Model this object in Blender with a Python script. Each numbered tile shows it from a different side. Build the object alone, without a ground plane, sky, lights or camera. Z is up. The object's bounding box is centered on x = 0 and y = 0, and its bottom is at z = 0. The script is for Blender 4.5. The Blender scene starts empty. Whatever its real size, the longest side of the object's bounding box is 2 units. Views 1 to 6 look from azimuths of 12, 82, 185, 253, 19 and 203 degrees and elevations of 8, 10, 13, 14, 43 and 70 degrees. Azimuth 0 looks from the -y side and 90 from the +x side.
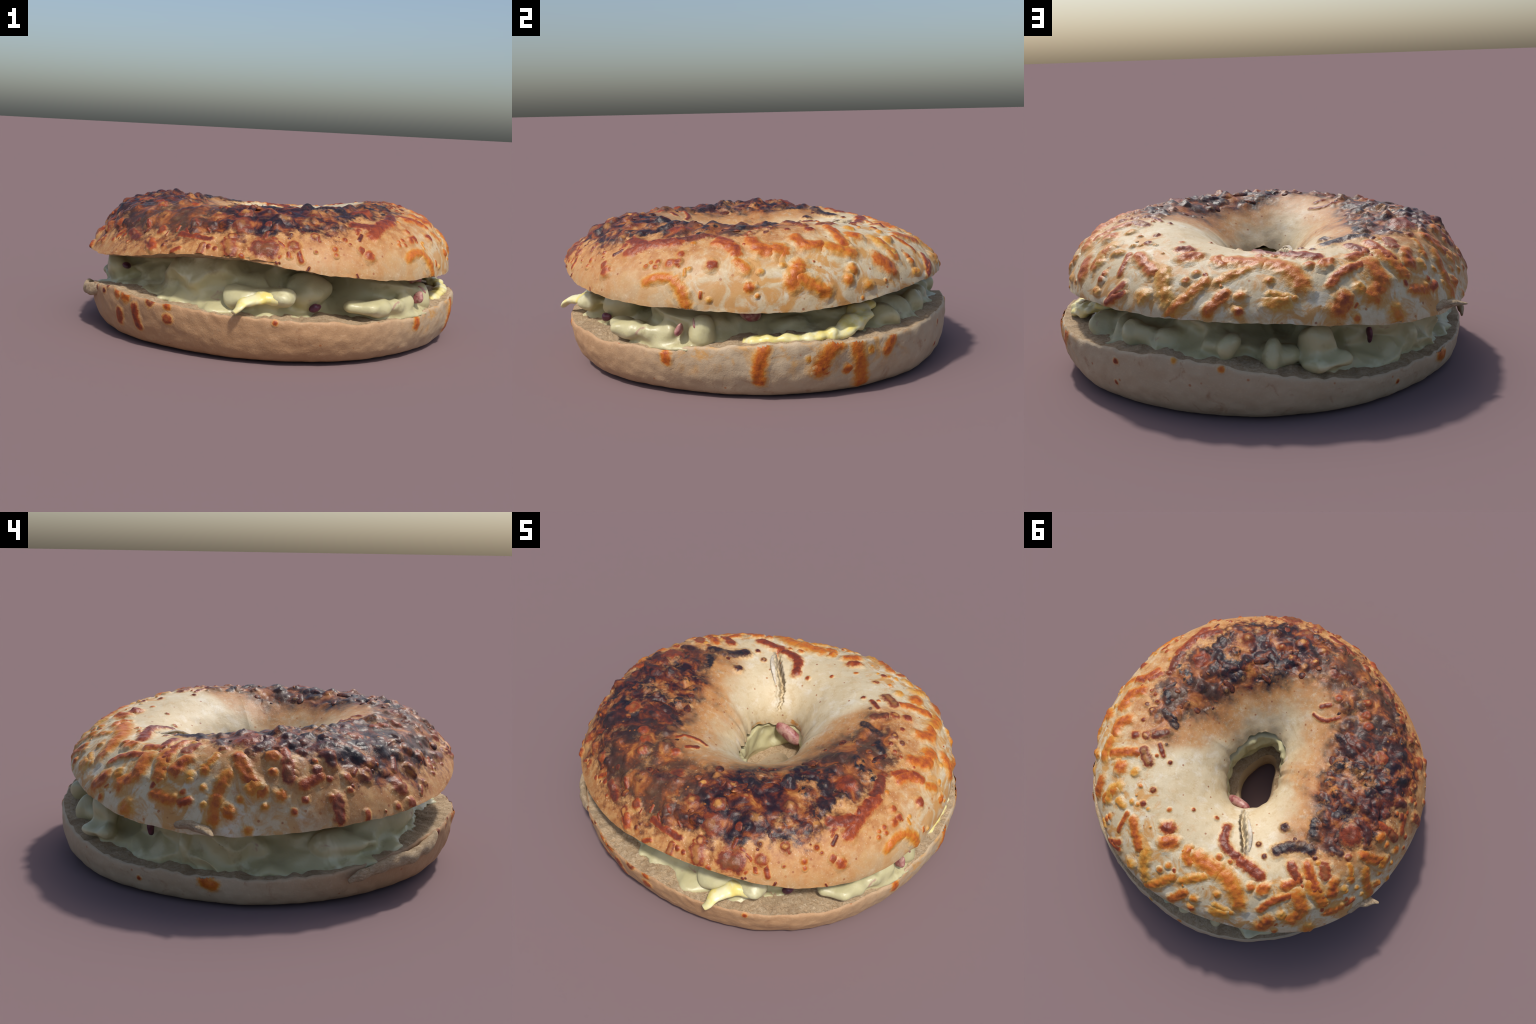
"""A cheese-topped bagel, cut in half and filled with egg salad."""
import math
import numpy as np

def ring(c, t):
    """Radius or height around the ring: mean value followed by (cos, sin) pairs of each harmonic."""
    o = np.full_like(np.asarray(t, float), c[0])
    for k in range((len(c) - 1) // 2):
        o = o + c[1 + 2 * k] * np.cos((k + 1) * t) + c[2 + 2 * k] * np.sin((k + 1) * t)
    return o

TOP_RIM_R = [0.956, 0.004, -0.002, 0.014, -0.011, -0.006, 0.004, -0.006, 0.004, 0.002, -0.002, 0.002, 0.004]
TOP_RIM_Z = [0.4, 0.017, -0.032, -0.038, 0.02, -0.004, 0.005, 0.007, 0.001, -0.005, -0.006, -0.002, 0.0]
TOP_BELLY = [-0.024, 0.015, 0.01, 0.01, -0.009]
CREST_R = [0.563, -0.038, 0.032, 0.023, -0.017, 0.004, 0.003]
CREST_Z = [0.664, 0.018, -0.035, 0.019, 0.001, -0.002, 0.011]
LOW_RIM_R = [0.96, 0.024, 0.009, 0.004, 0.012, 0.004, -0.002, 0.0, 0.01, 0.002, 0.006, 0.0, -0.002]
LOW_RIM_Z = [0.211, 0.035, -0.016, -0.011, 0.039, 0.004, -0.011, 0.002, -0.006, 0.011, 0.003, 0.0, -0.002]
LOW_FOOT = [(0, .78), (45, .81), (90, .82), (130, .79), (160, .75), (200, .65), (240, .62), (290, .63), (330, .70)]
LOW_BELLY = [(0, .012), (45, .010), (80, .014), (115, .005), (145, .002), (200, .0), (280, .0), (330, .012)]
HOLE_X, HOLE_Y = 0.02, 0.020
HOLE_A, HOLE_B = 0.152, 0.238
CORE_R, CORE_Z = 0.57, 0.40

def around(table, deg):
    """Periodic interpolation in a small table of (degrees, value)."""
    xs = np.array([p[0] for p in table], float)
    ys = np.array([p[1] for p in table], float)
    xs = np.concatenate([xs[-1:] - 360, xs, xs[:1] + 360])
    ys = np.concatenate([ys[-1:], ys, ys[:1]])
    return np.interp(np.asarray(deg, float) % 360, xs, ys)

# how steeply the dough falls into the hole: 1 = round like a ring, higher = straighter funnel
FUNNEL = [(0, 1.14), (45, 1.12), (90, 1.04), (130, 0.96), (165, 0.90), (195, 1.00), (240, 1.32), (290, 1.60), (330, 1.40)]
CREST_TWEAK = [(0, -0.009), (40, -0.004), (90, 0.001), (130, -0.004), (163, 0.004), (195, -0.002), (240, -0.006), (300, -0.007), (340, -0.010)]

def hole_radius(t, grow=0.0):
    a, b = HOLE_A + grow, HOLE_B + grow
    return a * b / np.sqrt((b * np.cos(t)) ** 2 + (a * np.sin(t)) ** 2) + HOLE_X * np.cos(t) + HOLE_Y * np.sin(t)

def top_profile(t, s):
    """Crust of the upper half. s = 0 cut edge, 1 crest, 2 throat of the hole."""
    R, Z, Rc, Zc = ring(TOP_RIM_R, t), ring(TOP_RIM_Z, t), ring(CREST_R, t), ring(CREST_Z, t)
    deg = np.degrees(t)
    Zc = Zc + around(CREST_TWEAK, deg)
    Rh = hole_radius(t)
    Zh = 0.405 - 0.035 * np.sin(t)
    e = around(FUNNEL, deg)
    p = np.clip(s, 0, 1); a = p * np.pi / 2
    belly = ring(TOP_BELLY, t) * np.sin(np.pi * np.minimum(1, p * 1.5)) * (p < 0.667)
    belly = belly - 0.010 * np.sin(np.pi * p) * np.exp(-(((deg - 115 + 180) % 360 - 180) / 55.0) ** 2)
    ro = Rc + (R - Rc) * np.cos(a) ** 0.985 + belly
    zo = Z + (Zc - Z) * np.sin(a) ** 0.925
    q = np.clip(s - 1, 0, 1); b = q * np.pi / 2
    ri = Rc - (Rc - Rh) * np.sin(b) ** e
    zi = Zh + (Zc - Zh) * np.maximum(np.cos(b), 0) ** e
    r = np.where(s <= 1, ro, ri); z = np.where(s <= 1, zo, zi)
    return r, z

# Baked cheese, mapped on the ring of dough: (azimuth, angle round the dough, heading, half length,
# half width, bend, browning 0 amber .. 4 black); on the lower half the second number is the height.
CHEESE_RIGHT_SIDE = [
    (0, 40, 0, 0, .041, 0, .9), (0, 74, 0, 0, .02, 0, 2.5), (1, 26, 0, 0, .011, 0, .3), (2, 100, 59, .039, .023, 0, 3.6),
    (4, 19, -118, .042, .031, 0, .9), (5, 24, 0, 0, .024, 0, .8), (6, 69, 0, 0, .014, 0, 2.1), (8, 12, -33, .064, .027, .001, .7),
    (9, 43, -38, .049, .033, -.028, 1), (12, 92, -65, .035, .023, 0, 2.5), (14, 65, 0, 0, .026, 0, 2), (14, 77, 0, 0, .027, 0, 2.1),
    (18, 13, 0, 0, .022, 0, .8), (18, 101, 0, 0, .01, 0, 3), (19, 35, -28, .047, .031, 0, .7), (20, 19, 0, 0, .022, 0, .6),
    (22, 57, 83, .103, .023, .001, 1.1), (22, 96, 18, .035, .014, 0, 2), (24, 8, 0, 0, .019, 0, .4), (25, 79, 19, .038, .029, 0, 2.3),
    (25, 91, 0, 0, .009, 0, 1.4), (28, 50, 0, 0, .038, 0, 1), (30, 105, 0, 0, .013, 0, 2.1), (32, 20, -48, .029, .038, 0, 1.1),
    (32, 64, 0, 0, .022, 0, .3), (36, 35, -68, .05, .026, -.017, .2), (37, 31, -81, .046, .025, 0, .8), (39, 67, 0, 0, .009, 0, 1),
    (42, 40, 25, .02, .019, 0, .2), (43, 79, 0, 0, .018, 0, 2), (44, 10, -4, .016, .012, 0, .3), (44, 52, 0, 0, .013, 0, .3),
    (44, 18, 0, 0, .016, 0, 1), (44, 22, 0, 0, .016, 0, 1.1), (47, 62, 0, 0, .019, 0, 2.1), (49, 33, -67, .056, .014, 0, 1.2),
    (50, 64, 0, 0, .009, 0, .3), (52, 12, 56, .051, .02, 0, 1.6), (53, 10, -144, .035, .019, 0, 1.5), (56, 86, 0, 0, .011, 0, 1),
    (56, 38, -27, .075, .025, -.001, 1), (62, 13, 0, 0, .029, 0, .2), (63, 70, 43, .012, .035, 0, 1.7), (64, 112, 0, 0, .011, 0, 1.6),
    (66, 22, -58, .072, .029, -.008, .2), (68, 58, 48, .018, .035, 0, 1.1),
]
CHEESE_REAR = [
    (72, 28, 0, 0, .014, 0, .9), (74, 16, 54, .099, .022, -.003, .7), (74, 37, 0, 0, .016, 0, .6), (78, 57, -56, .033, .025, -.017, .8),
    (79, 128, 0, 0, .013, 0, 1.6), (82, 13, 56, .049, .024, 0, 1), (85, 37, 37, .064, .019, -.002, .4), (88, 18, 0, 0, .022, 0, .6),
    (88, 7, 0, 0, .019, 0, 1.2), (90, 59, -10, .088, .039, -.001, .8), (92, 75, 0, 0, .016, 0, 1), (92, 99, -53, .085, .03, -.039, 2),
    (96, 31, 0, 0, .017, 0, .6), (98, 12, 2, .027, .028, 0, .3), (98, 74, 0, 0, .012, 0, 1.2), (99, 17, -17, .048, .016, 0, .3),
    (102, 42, -55, .088, .04, .017, .7), (108, 70, -33, .067, .035, .004, 1.8), (109, 46, 0, 0, .022, 0, 1), (112, 107, 0, 0, .017, 0, 2.6),
    (114, 8, 47, .029, .035, 0, 1.1), (114, 45, 22, .011, .028, 0, 1), (115, 87, 0, 0, .016, 0, 2.5), (117, -1, 0, 0, .014, 0, 1),
    (119, 34, 17, .108, .019, .024, 1.2), (120, 16, 0, 0, .025, 0, .4),
]
CHEESE_REAR_LEFT = [
    (126, 48, -164, .041, .023, .005, 1.2), (127, 20, -114, .071, .041, .035, .9), (128, -2, 0, 0, .037, 0, .6), (128, 59, -81, .04, .028, -.001, 1.9),
    (131, 122, 0, 0, .028, 0, 3), (132, 92, -21, .09, .036, .025, 3.2), (134, 31, -76, .062, .033, 0, .7), (134, 44, -88, .092, .026, -.008, 1.3),
    (135, 20, 0, 0, .022, 0, .9), (138, 8, -10, .042, .025, 0, 1), (139, 67, 0, 0, .014, 0, 2.5), (140, 50, -108, .022, .032, 0, 1.9),
    (140, 31, -119, .031, .03, 0, 1.1), (144, 7, -167, .017, .018, 0, 1.5), (144, 25, 0, 0, .016, 0, .3), (144, 22, 0, 0, .015, 0, .2),
    (146, 99, -140, .039, .031, 0, 3.8), (148, 17, 0, 0, .014, 0, .5), (148, 32, -108, .024, .017, 0, .6), (148, 65, -76, .038, .023, -.009, 3),
    (149, 6, 0, 0, .014, 0, .3), (149, 37, -118, .039, .014, .011, .6), (151, 50, 0, 0, .021, 0, 2), (152, 12, -100, .094, .025, -.011, .8),
    (154, 95, 0, 0, .034, 0, 3.2), (155, 3, 0, 0, .029, 0, .9), (158, 11, 0, 0, .015, 0, .6), (158, 65, 0, 0, .059, 0, 2.1),
    (159, 28, -57, .09, .026, -.014, 1.1), (160, -7, 0, 0, .018, 0, .6), (161, 19, 0, 0, .033, 0, .6), (164, 7, 0, 0, .014, 0, .6),
    (164, 56, -122, .069, .025, .029, 2.7), (166, 42, 0, 0, .028, 0, 1), (166, 30, 0, 0, .018, 0, 1), (168, 14, 0, 0, .024, 0, .9),
    (170, 39, -86, .058, .022, -.003, 1.7), (170, 32, -90, .038, .03, 0, 2), (170, 87, 0, 0, .041, 0, 3.4), (171, 4, 0, 0, .014, 0, 1.4),
    (171, 61, -110, .047, .028, .014, 2.8), (172, 107, 0, 0, .031, 0, 3.5), (174, 11, 0, 0, .018, 0, 1.6), (175, 48, 0, 0, .024, 0, 2.5),
    (176, 23, -155, .038, .022, 0, 1.5), (178, 38, 0, 0, .011, 0, 1.4), (178, 121, 0, 0, .035, 0, 3.6), (178, 31, 0, 0, .021, 0, 2.1),
    (180, 74, 0, 0, .031, 0, 3.6), (181, 11, 0, 0, .02, 0, 1.6), (181, 24, 0, 0, .014, 0, 1.6), (182, 51, 0, 0, .044, 0, 2.8),
    (182, 4, -90, .038, .027, 0, 2), (182, 39, -69, .02, .026, 0, 2.5),
]
CHEESE_LEFT = [
    (186, 24, 0, 0, .016, 0, 1.5), (186, 15, 0, 0, .014, 0, 1.6), (186, 79, 0, 0, .035, 0, 3.7), (189, 52, -63, .091, .029, -.006, 3.7),
    (190, 89, 0, 0, .032, 0, 3.5), (192, 24, 0, 0, .027, 0, 2.3), (193, 112, -76, .055, .029, .014, 3.6), (199, 1, 0, 0, .014, 0, 1.5),
    (199, 67, 0, 0, .037, 0, 2), (201, 102, -140, .128, .026, -.009, 3.2), (202, 12, 0, 0, .039, 0, 2), (202, 42, 0, 0, .039, 0, 3.4),
    (204, 1, 0, 0, .029, 0, 1.8), (204, 95, -139, .098, .023, -.005, 2.6), (210, 21, 130, .018, .017, 0, 2.4), (213, 10, 0, 0, .025, 0, 2.2),
    (216, 77, 0, 0, .027, 0, 2), (218, 30, 0, 0, .028, 0, 2), (219, 104, 0, 0, .039, 0, 3.2), (221, 13, 0, 0, .013, 0, 1.8),
    (221, 32, 0, 0, .022, 0, 3.4), (222, 75, 0, 0, .026, 0, 1.9), (226, 20, 0, 0, .016, 0, 2), (228, 68, 0, 0, .026, 0, 2),
    (230, 122, -130, .071, .013, -.027, 1.8), (231, 93, 0, 0, .036, 0, 3.2), (232, 22, 162, .04, .024, 0, 2.4), (238, 94, 0, 0, .022, 0, 1.9),
    (238, 50, 0, 0, .03, 0, 2.8), (239, 112, -120, .024, .014, 0, 2), (242, 19, 158, .021, .023, 0, 2.2), (244, 31, 0, 0, .029, 0, 1.8),
    (244, 16, -36, .019, .027, 0, 1.7), (248, 67, -157, .048, .027, 0, 2.8), (250, 74, 0, 0, .034, 0, 2.3), (254, 15, 29, .018, .013, 0, 1.6),
]
CHEESE_FRONT = [
    (256, 42, 0, 0, .02, 0, 2.2), (256, 36, -57, .013, .025, 0, 3.2), (258, 28, -7, .084, .018, -.004, 2), (262, 77, 0, 0, .023, 0, 2.3),
    (262, 18, -90, .019, .018, 0, 2), (262, 58, 0, 0, .032, 0, 2.4), (264, 20, 0, 0, .014, 0, 1.9), (266, 89, 0, 0, .033, 0, 3),
    (266, 19, 0, 0, .014, 0, 1.9), (267, 45, -8, .053, .021, .01, 3.2), (270, 30, 0, 0, .026, 0, 2.2), (270, 21, -74, .028, .035, 0, 2.1),
    (272, 44, 0, 0, .049, 0, 2.3), (272, 61, 0, 0, .035, 0, 2.2), (274, 15, 0, 0, .012, 0, 1.5), (275, 84, 0, 0, .024, 0, 2.4),
    (280, 21, -3, .02, .055, 0, 2.2), (281, 46, 0, 0, .02, 0, 2.2), (281, 74, 0, 0, .02, 0, 2), (281, 100, 117, .03, .026, 0, 3.8),
    (284, 47, 0, 0, .031, 0, 3.2), (284, 16, 0, 0, .012, 0, 1.4), (285, 89, -44, .025, .021, 0, 3.3), (286, 54, 0, 0, .041, 0, 3),
    (287, 16, 0, 0, .009, 0, 1.4), (288, 24, 0, 0, .032, 0, 2), (295, 33, 0, 0, .024, 0, 2.1), (298, 64, 0, 0, .04, 0, 2.4),
    (300, 93, 0, 0, .03, 0, 3.9), (300, 22, 0, 0, .013, 0, 1.4), (300, 18, 0, 0, .01, 0, 1.4), (304, 30, 0, 0, .015, 0, 1.6),
    (305, 46, 0, 0, .033, 0, 2.8), (305, 77, 0, 0, .029, 0, 3.8), (306, 53, 47, .081, .031, .001, 3.2), (308, 21, 0, 0, .021, 0, 1.8),
    (310, 17, 0, 0, .027, 0, 1.6), (311, 47, 0, 0, .016, 0, 2), (314, 41, -18, .054, .023, .019, 1.7), (314, 89, 81, .046, .028, 0, 4),
]
CHEESE_FRONT_RIGHT = [
    (318, 43, 6, .104, .031, -.032, 2), (318, 64, 0, 0, .024, 0, 3.3), (319, 91, 0, 0, .041, 0, 3.4), (319, 120, 0, 0, .02, 0, 3.2),
    (321, 43, 25, .114, .034, .01, 1.7), (323, 24, 0, 0, .011, 0, 1.2), (323, 72, 0, 0, .05, 0, 2.1), (324, 27, 0, 0, .009, 0, 1.2),
    (326, 24, 0, 0, .011, 0, 1.2), (326, 28, 0, 0, .012, 0, 1.4), (328, 17, 9, .058, .021, .012, .8), (330, 27, 0, 0, .019, 0, 1.5),
    (332, 103, 0, 0, .033, 0, 3.2), (332, 28, 0, 0, .02, 0, 1.7), (332, 54, 24, .061, .028, -.012, 2.3), (332, 35, 0, 0, .017, 0, 1.5),
    (334, 70, -104, .025, .027, 0, 3.7), (334, 79, 66, .048, .032, 0, 3.8), (334, 48, 0, 0, .012, 0, .8), (335, 9, -59, .057, .025, .011, .6),
    (336, 24, 0, 0, .009, 0, .3), (339, 61, 0, 0, .016, 0, 2), (342, 27, 0, 0, .026, 0, 1.8), (346, 49, 135, .063, .02, -.013, 1.6),
    (346, 45, -40, .06, .025, .018, 1.3), (348, 104, 0, 0, .026, 0, 3.3), (350, 27, -48, .029, .019, 0, .8), (350, 81, 38, .027, .024, 0, 3.8),
    (351, 60, 0, 0, .009, 0, 1.6), (352, 12, 0, 0, .021, 0, 1.1), (352, 67, 0, 0, .011, 0, 2), (354, 7, 0, 0, .009, 0, .5),
    (355, 22, 0, 0, .011, 0, .4), (355, 74, 0, 0, .012, 0, 2.2), (356, 40, -32, .068, .035, -.033, 1.1), (358, 65, 0, 0, .016, 0, 2.5),
    (359, 95, -108, .038, .019, 0, 3.6),
]
CHEESE_ON_LOWER_HALF = [
    (6, .18, 0, 0, .012, 0, .4), (9, .13, 0, 0, .028, 0, 1.3), (10, .19, -128, .065, .028, -.013, .9), (16, .12, 0, 0, .019, 0, 1),
    (19, .14, -78, .1, .026, -.001, .9), (22, .19, 0, 0, .014, 0, .3), (28, .2, -126, .03, .02, 0, 1), (53, .1, 0, 0, .01, 0, 1.8),
    (54, .2, 0, 0, .012, 0, 1.9), (72, .25, 0, 0, .01, 0, .4), (84, .23, 0, 0, .01, 0, .9), (130, .08, 0, 0, .01, 0, 1.6),
    (150, .11, -22, .017, .022, 0, .9), (216, .22, 0, 0, .015, 0, 1.9), (218, .23, 0, 0, .013, 0, 1.8), (220, .25, 0, 0, .012, 0, 1.8),
    (224, .23, 0, 0, .012, 0, 1.8), (226, .26, 0, 0, .011, 0, 1.7), (232, .24, 0, 0, .019, 0, .8), (232, .13, -109, .025, .021, 0, 1.4),
    (236, .24, 0, 0, .026, 0, .7), (240, .15, -85, .048, .021, -.004, 1.5), (246, .24, 0, 0, .021, 0, 1.7), (252, .17, 0, 0, .023, 0, 1.5),
    (252, .23, 0, 0, .015, 0, .9), (284, .21, 0, 0, .011, 0, 1.2), (330, .18, -90, .013, .019, 0, 1.2), (330, .2, 0, 0, .016, 0, .8),
    (354, .16, -97, .07, .023, -.009, 1),
]

import random
import bpy
import bmesh
from mathutils import Vector, Matrix, noise
from mathutils.bvhtree import BVHTree

random.seed(11)

# ---------------------------------------------------------------- helpers
def smooth(e0, e1, x):
    t = np.clip((np.asarray(x, float) - e0) / (e1 - e0), 0, 1)
    return t * t * (3 - 2 * t)

def nz(p, scale, seed=0.0):
    return noise.noise(Vector((p[0] * scale + seed, p[1] * scale - seed * 0.7, p[2] * scale + seed * 1.3)))

def fbm(p, scale, seed=0.0, octaves=3):
    a, o = 1.0, 0.0
    for k in range(octaves):
        o += a * nz(p, scale * 2 ** k, seed + 17 * k)
        a *= 0.5
    return o

def bubble(p, scale, seed):
    """Packed round blisters of uneven height."""
    w = 0.35 * nz(p, scale * 0.6, seed)
    q = Vector((p[0] * scale + seed + w, p[1] * scale + w, p[2] * scale - w))
    d, pts = noise.voronoi(q)
    tall = 0.5 + 0.5 * noise.cell(pts[0] * 7.3)
    return max(0.0, 1 - (d[0] / 0.62) ** 2) * max(0.0, tall)

root = bpy.data.objects.new("bagel_sandwich", None)
root.empty_display_size = 0.2
bpy.context.collection.objects.link(root)
root["label"] = "cheese-topped bagel cut in half and filled with egg salad"
root["category"] = "bagel sandwich"

def add(name, mesh, parent, mat=None, shade=True, kind=None, loc=None):
    ob = bpy.data.objects.new(name, mesh)
    bpy.context.collection.objects.link(ob)
    ob.parent = parent
    if mat and not mesh.materials:
        mesh.materials.append(mat)
    if shade:
        mesh.polygons.foreach_set("use_smooth", [True] * len(mesh.polygons))
    if kind:
        ob["kind"] = kind
    return ob

def mesh_from(name, verts, faces):
    me = bpy.data.meshes.new(name)
    me.from_pydata([tuple(v) for v in verts], [], faces)
    me.validate()
    me.update()
    return me

def loop_faces(n, m, flip=False):
    """Quads of a grid that is closed around n (ring) and closed along m (profile)."""
    out = []
    for i in range(n):
        j = (i + 1) % n
        for k in range(m):
            l = (k + 1) % m
            f = (i * m + k, j * m + k, j * m + l, i * m + l)
            out.append(f[::-1] if flip else f)
    return out

# ---------------------------------------------------------------- shading
class Net:
    def __init__(self, name):
        self.mat = bpy.data.materials.new(name)
        self.mat.use_nodes = True
        self.t = self.mat.node_tree
        self.bsdf = self.t.nodes["Principled BSDF"]
        self.pos = self.coord(root)

    def coord(self, ob=None):
        n = self.t.nodes.new("ShaderNodeTexCoord")
        if ob is not None:
            n.object = ob
        return n.outputs["Object"]

    def put(self, sock, v):
        if hasattr(v, "links") or isinstance(v, bpy.types.NodeSocket):
            self.t.links.new(v, sock)
        elif isinstance(v, (tuple, list)) and len(v) == 3 and sock.type == "RGBA":
            sock.default_value = (*v, 1)
        else:
            sock.default_value = v

    def math(self, op, a, b=0.0, c=0.0, clamp=False):
        n = self.t.nodes.new("ShaderNodeMath")
        n.operation, n.use_clamp = op, clamp
        for s, v in zip(n.inputs, (a, b, c)):
            self.put(s, v)
        return n.outputs[0]

    def step(self, x, e0, e1):
        n = self.t.nodes.new("ShaderNodeMapRange")
        n.interpolation_type = "SMOOTHSTEP"
        self.put(n.inputs[0], x)
        self.put(n.inputs[1], e0)
        self.put(n.inputs[2], e1)
        return n.outputs[0]

    def mix(self, f, a, b, mode="MIX"):
        n = self.t.nodes.new("ShaderNodeMix")
        n.data_type, n.blend_type = "RGBA", mode
        self.put(n.inputs[0], f)
        self.put(n.inputs[6], a)
        self.put(n.inputs[7], b)
        return n.outputs[2]

    def noise(self, scale, detail=3.0, rough=0.55, vec=None, distort=0.0):
        n = self.t.nodes.new("ShaderNodeTexNoise")
        self.put(n.inputs["Vector"], vec if vec is not None else self.pos)
        n.inputs["Scale"].default_value = scale
        n.inputs["Detail"].default_value = detail
        n.inputs["Roughness"].default_value = rough
        n.inputs["Distortion"].default_value = distort
        return n.outputs[0]

    def voronoi(self, scale, vec=None, feature="F1", out=0, rnd=1.0):
        n = self.t.nodes.new("ShaderNodeTexVoronoi")
        n.feature = feature
        self.put(n.inputs["Vector"], vec if vec is not None else self.pos)
        n.inputs["Scale"].default_value = scale
        n.inputs["Randomness"].default_value = rnd
        return n.outputs[out]

    def ramp(self, f, stops, interp="LINEAR"):
        n = self.t.nodes.new("ShaderNodeValToRGB")
        e = n.color_ramp.elements
        n.color_ramp.interpolation = interp
        while len(e) < len(stops):
            e.new(0.5)
        for el, (p, c) in zip(e, stops):
            el.position = p
            el.color = (*c, 1) if len(c) == 3 else c
        self.put(n.inputs[0], f)
        return n.outputs[0]

    def split(self, v):
        n = self.t.nodes.new("ShaderNodeSeparateXYZ")
        self.put(n.inputs[0], v)
        return n.outputs

    def bump(self, h, strength, dist):
        n = self.t.nodes.new("ShaderNodeBump")
        n.inputs["Strength"].default_value = strength
        n.inputs["Distance"].default_value = dist
        self.put(n.inputs["Height"], h)
        self.put(self.bsdf.inputs["Normal"], n.outputs[0])

    def done(self, colour, rough=0.6, spec=0.4, **kw):
        b = self.bsdf.inputs
        self.put(b["Base Color"], colour)
        self.put(b["Roughness"], rough)
        self.put(b["Specular IOR Level"], spec)
        for k, v in kw.items():
            self.put(b[k], v)
        return self.mat

# Where the oven browned the crust: (azimuth, edge toward the hole, outer edge, strength),
# the edges as angle round the ring of dough (0 = cut edge, 90 = crest, 180 = hole).
BROWN = [(0, 108, 76, 0.85), (13, 104, 84, 0.6), (24, 100, 98, 0.0), (120, 100, 98, 0.0), (138, 104, 84, 0.5), (146, 106, 60, 0.9),
         (160, 121, 47, 1.0), (178, 130, 36, 1.0), (195, 130, 20, 1.0), (212, 122, 13, 0.95), (230, 112, 15, 0.85), (243, 97, 25, 0.8),
         (255, 100, 26, 0.85), (268, 107, 29, 1.0), (285, 118, 34, 1.0), (300, 119, 40, 1.0), (312, 121, 44, 1.0), (328, 131, 52, 0.9),
         (340, 128, 60, 0.85), (352, 120, 70, 0.85)]

def brown_at(deg, phi):
    i = around([(b[0], b[1]) for b in BROWN], deg)
    o = around([(b[0], b[2]) for b in BROWN], deg)
    s = around([(b[0], b[3]) for b in BROWN], deg)
    return s * smooth(o - 8, o + 10, phi) * (1 - smooth(i - 8, i + 12, phi))

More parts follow.
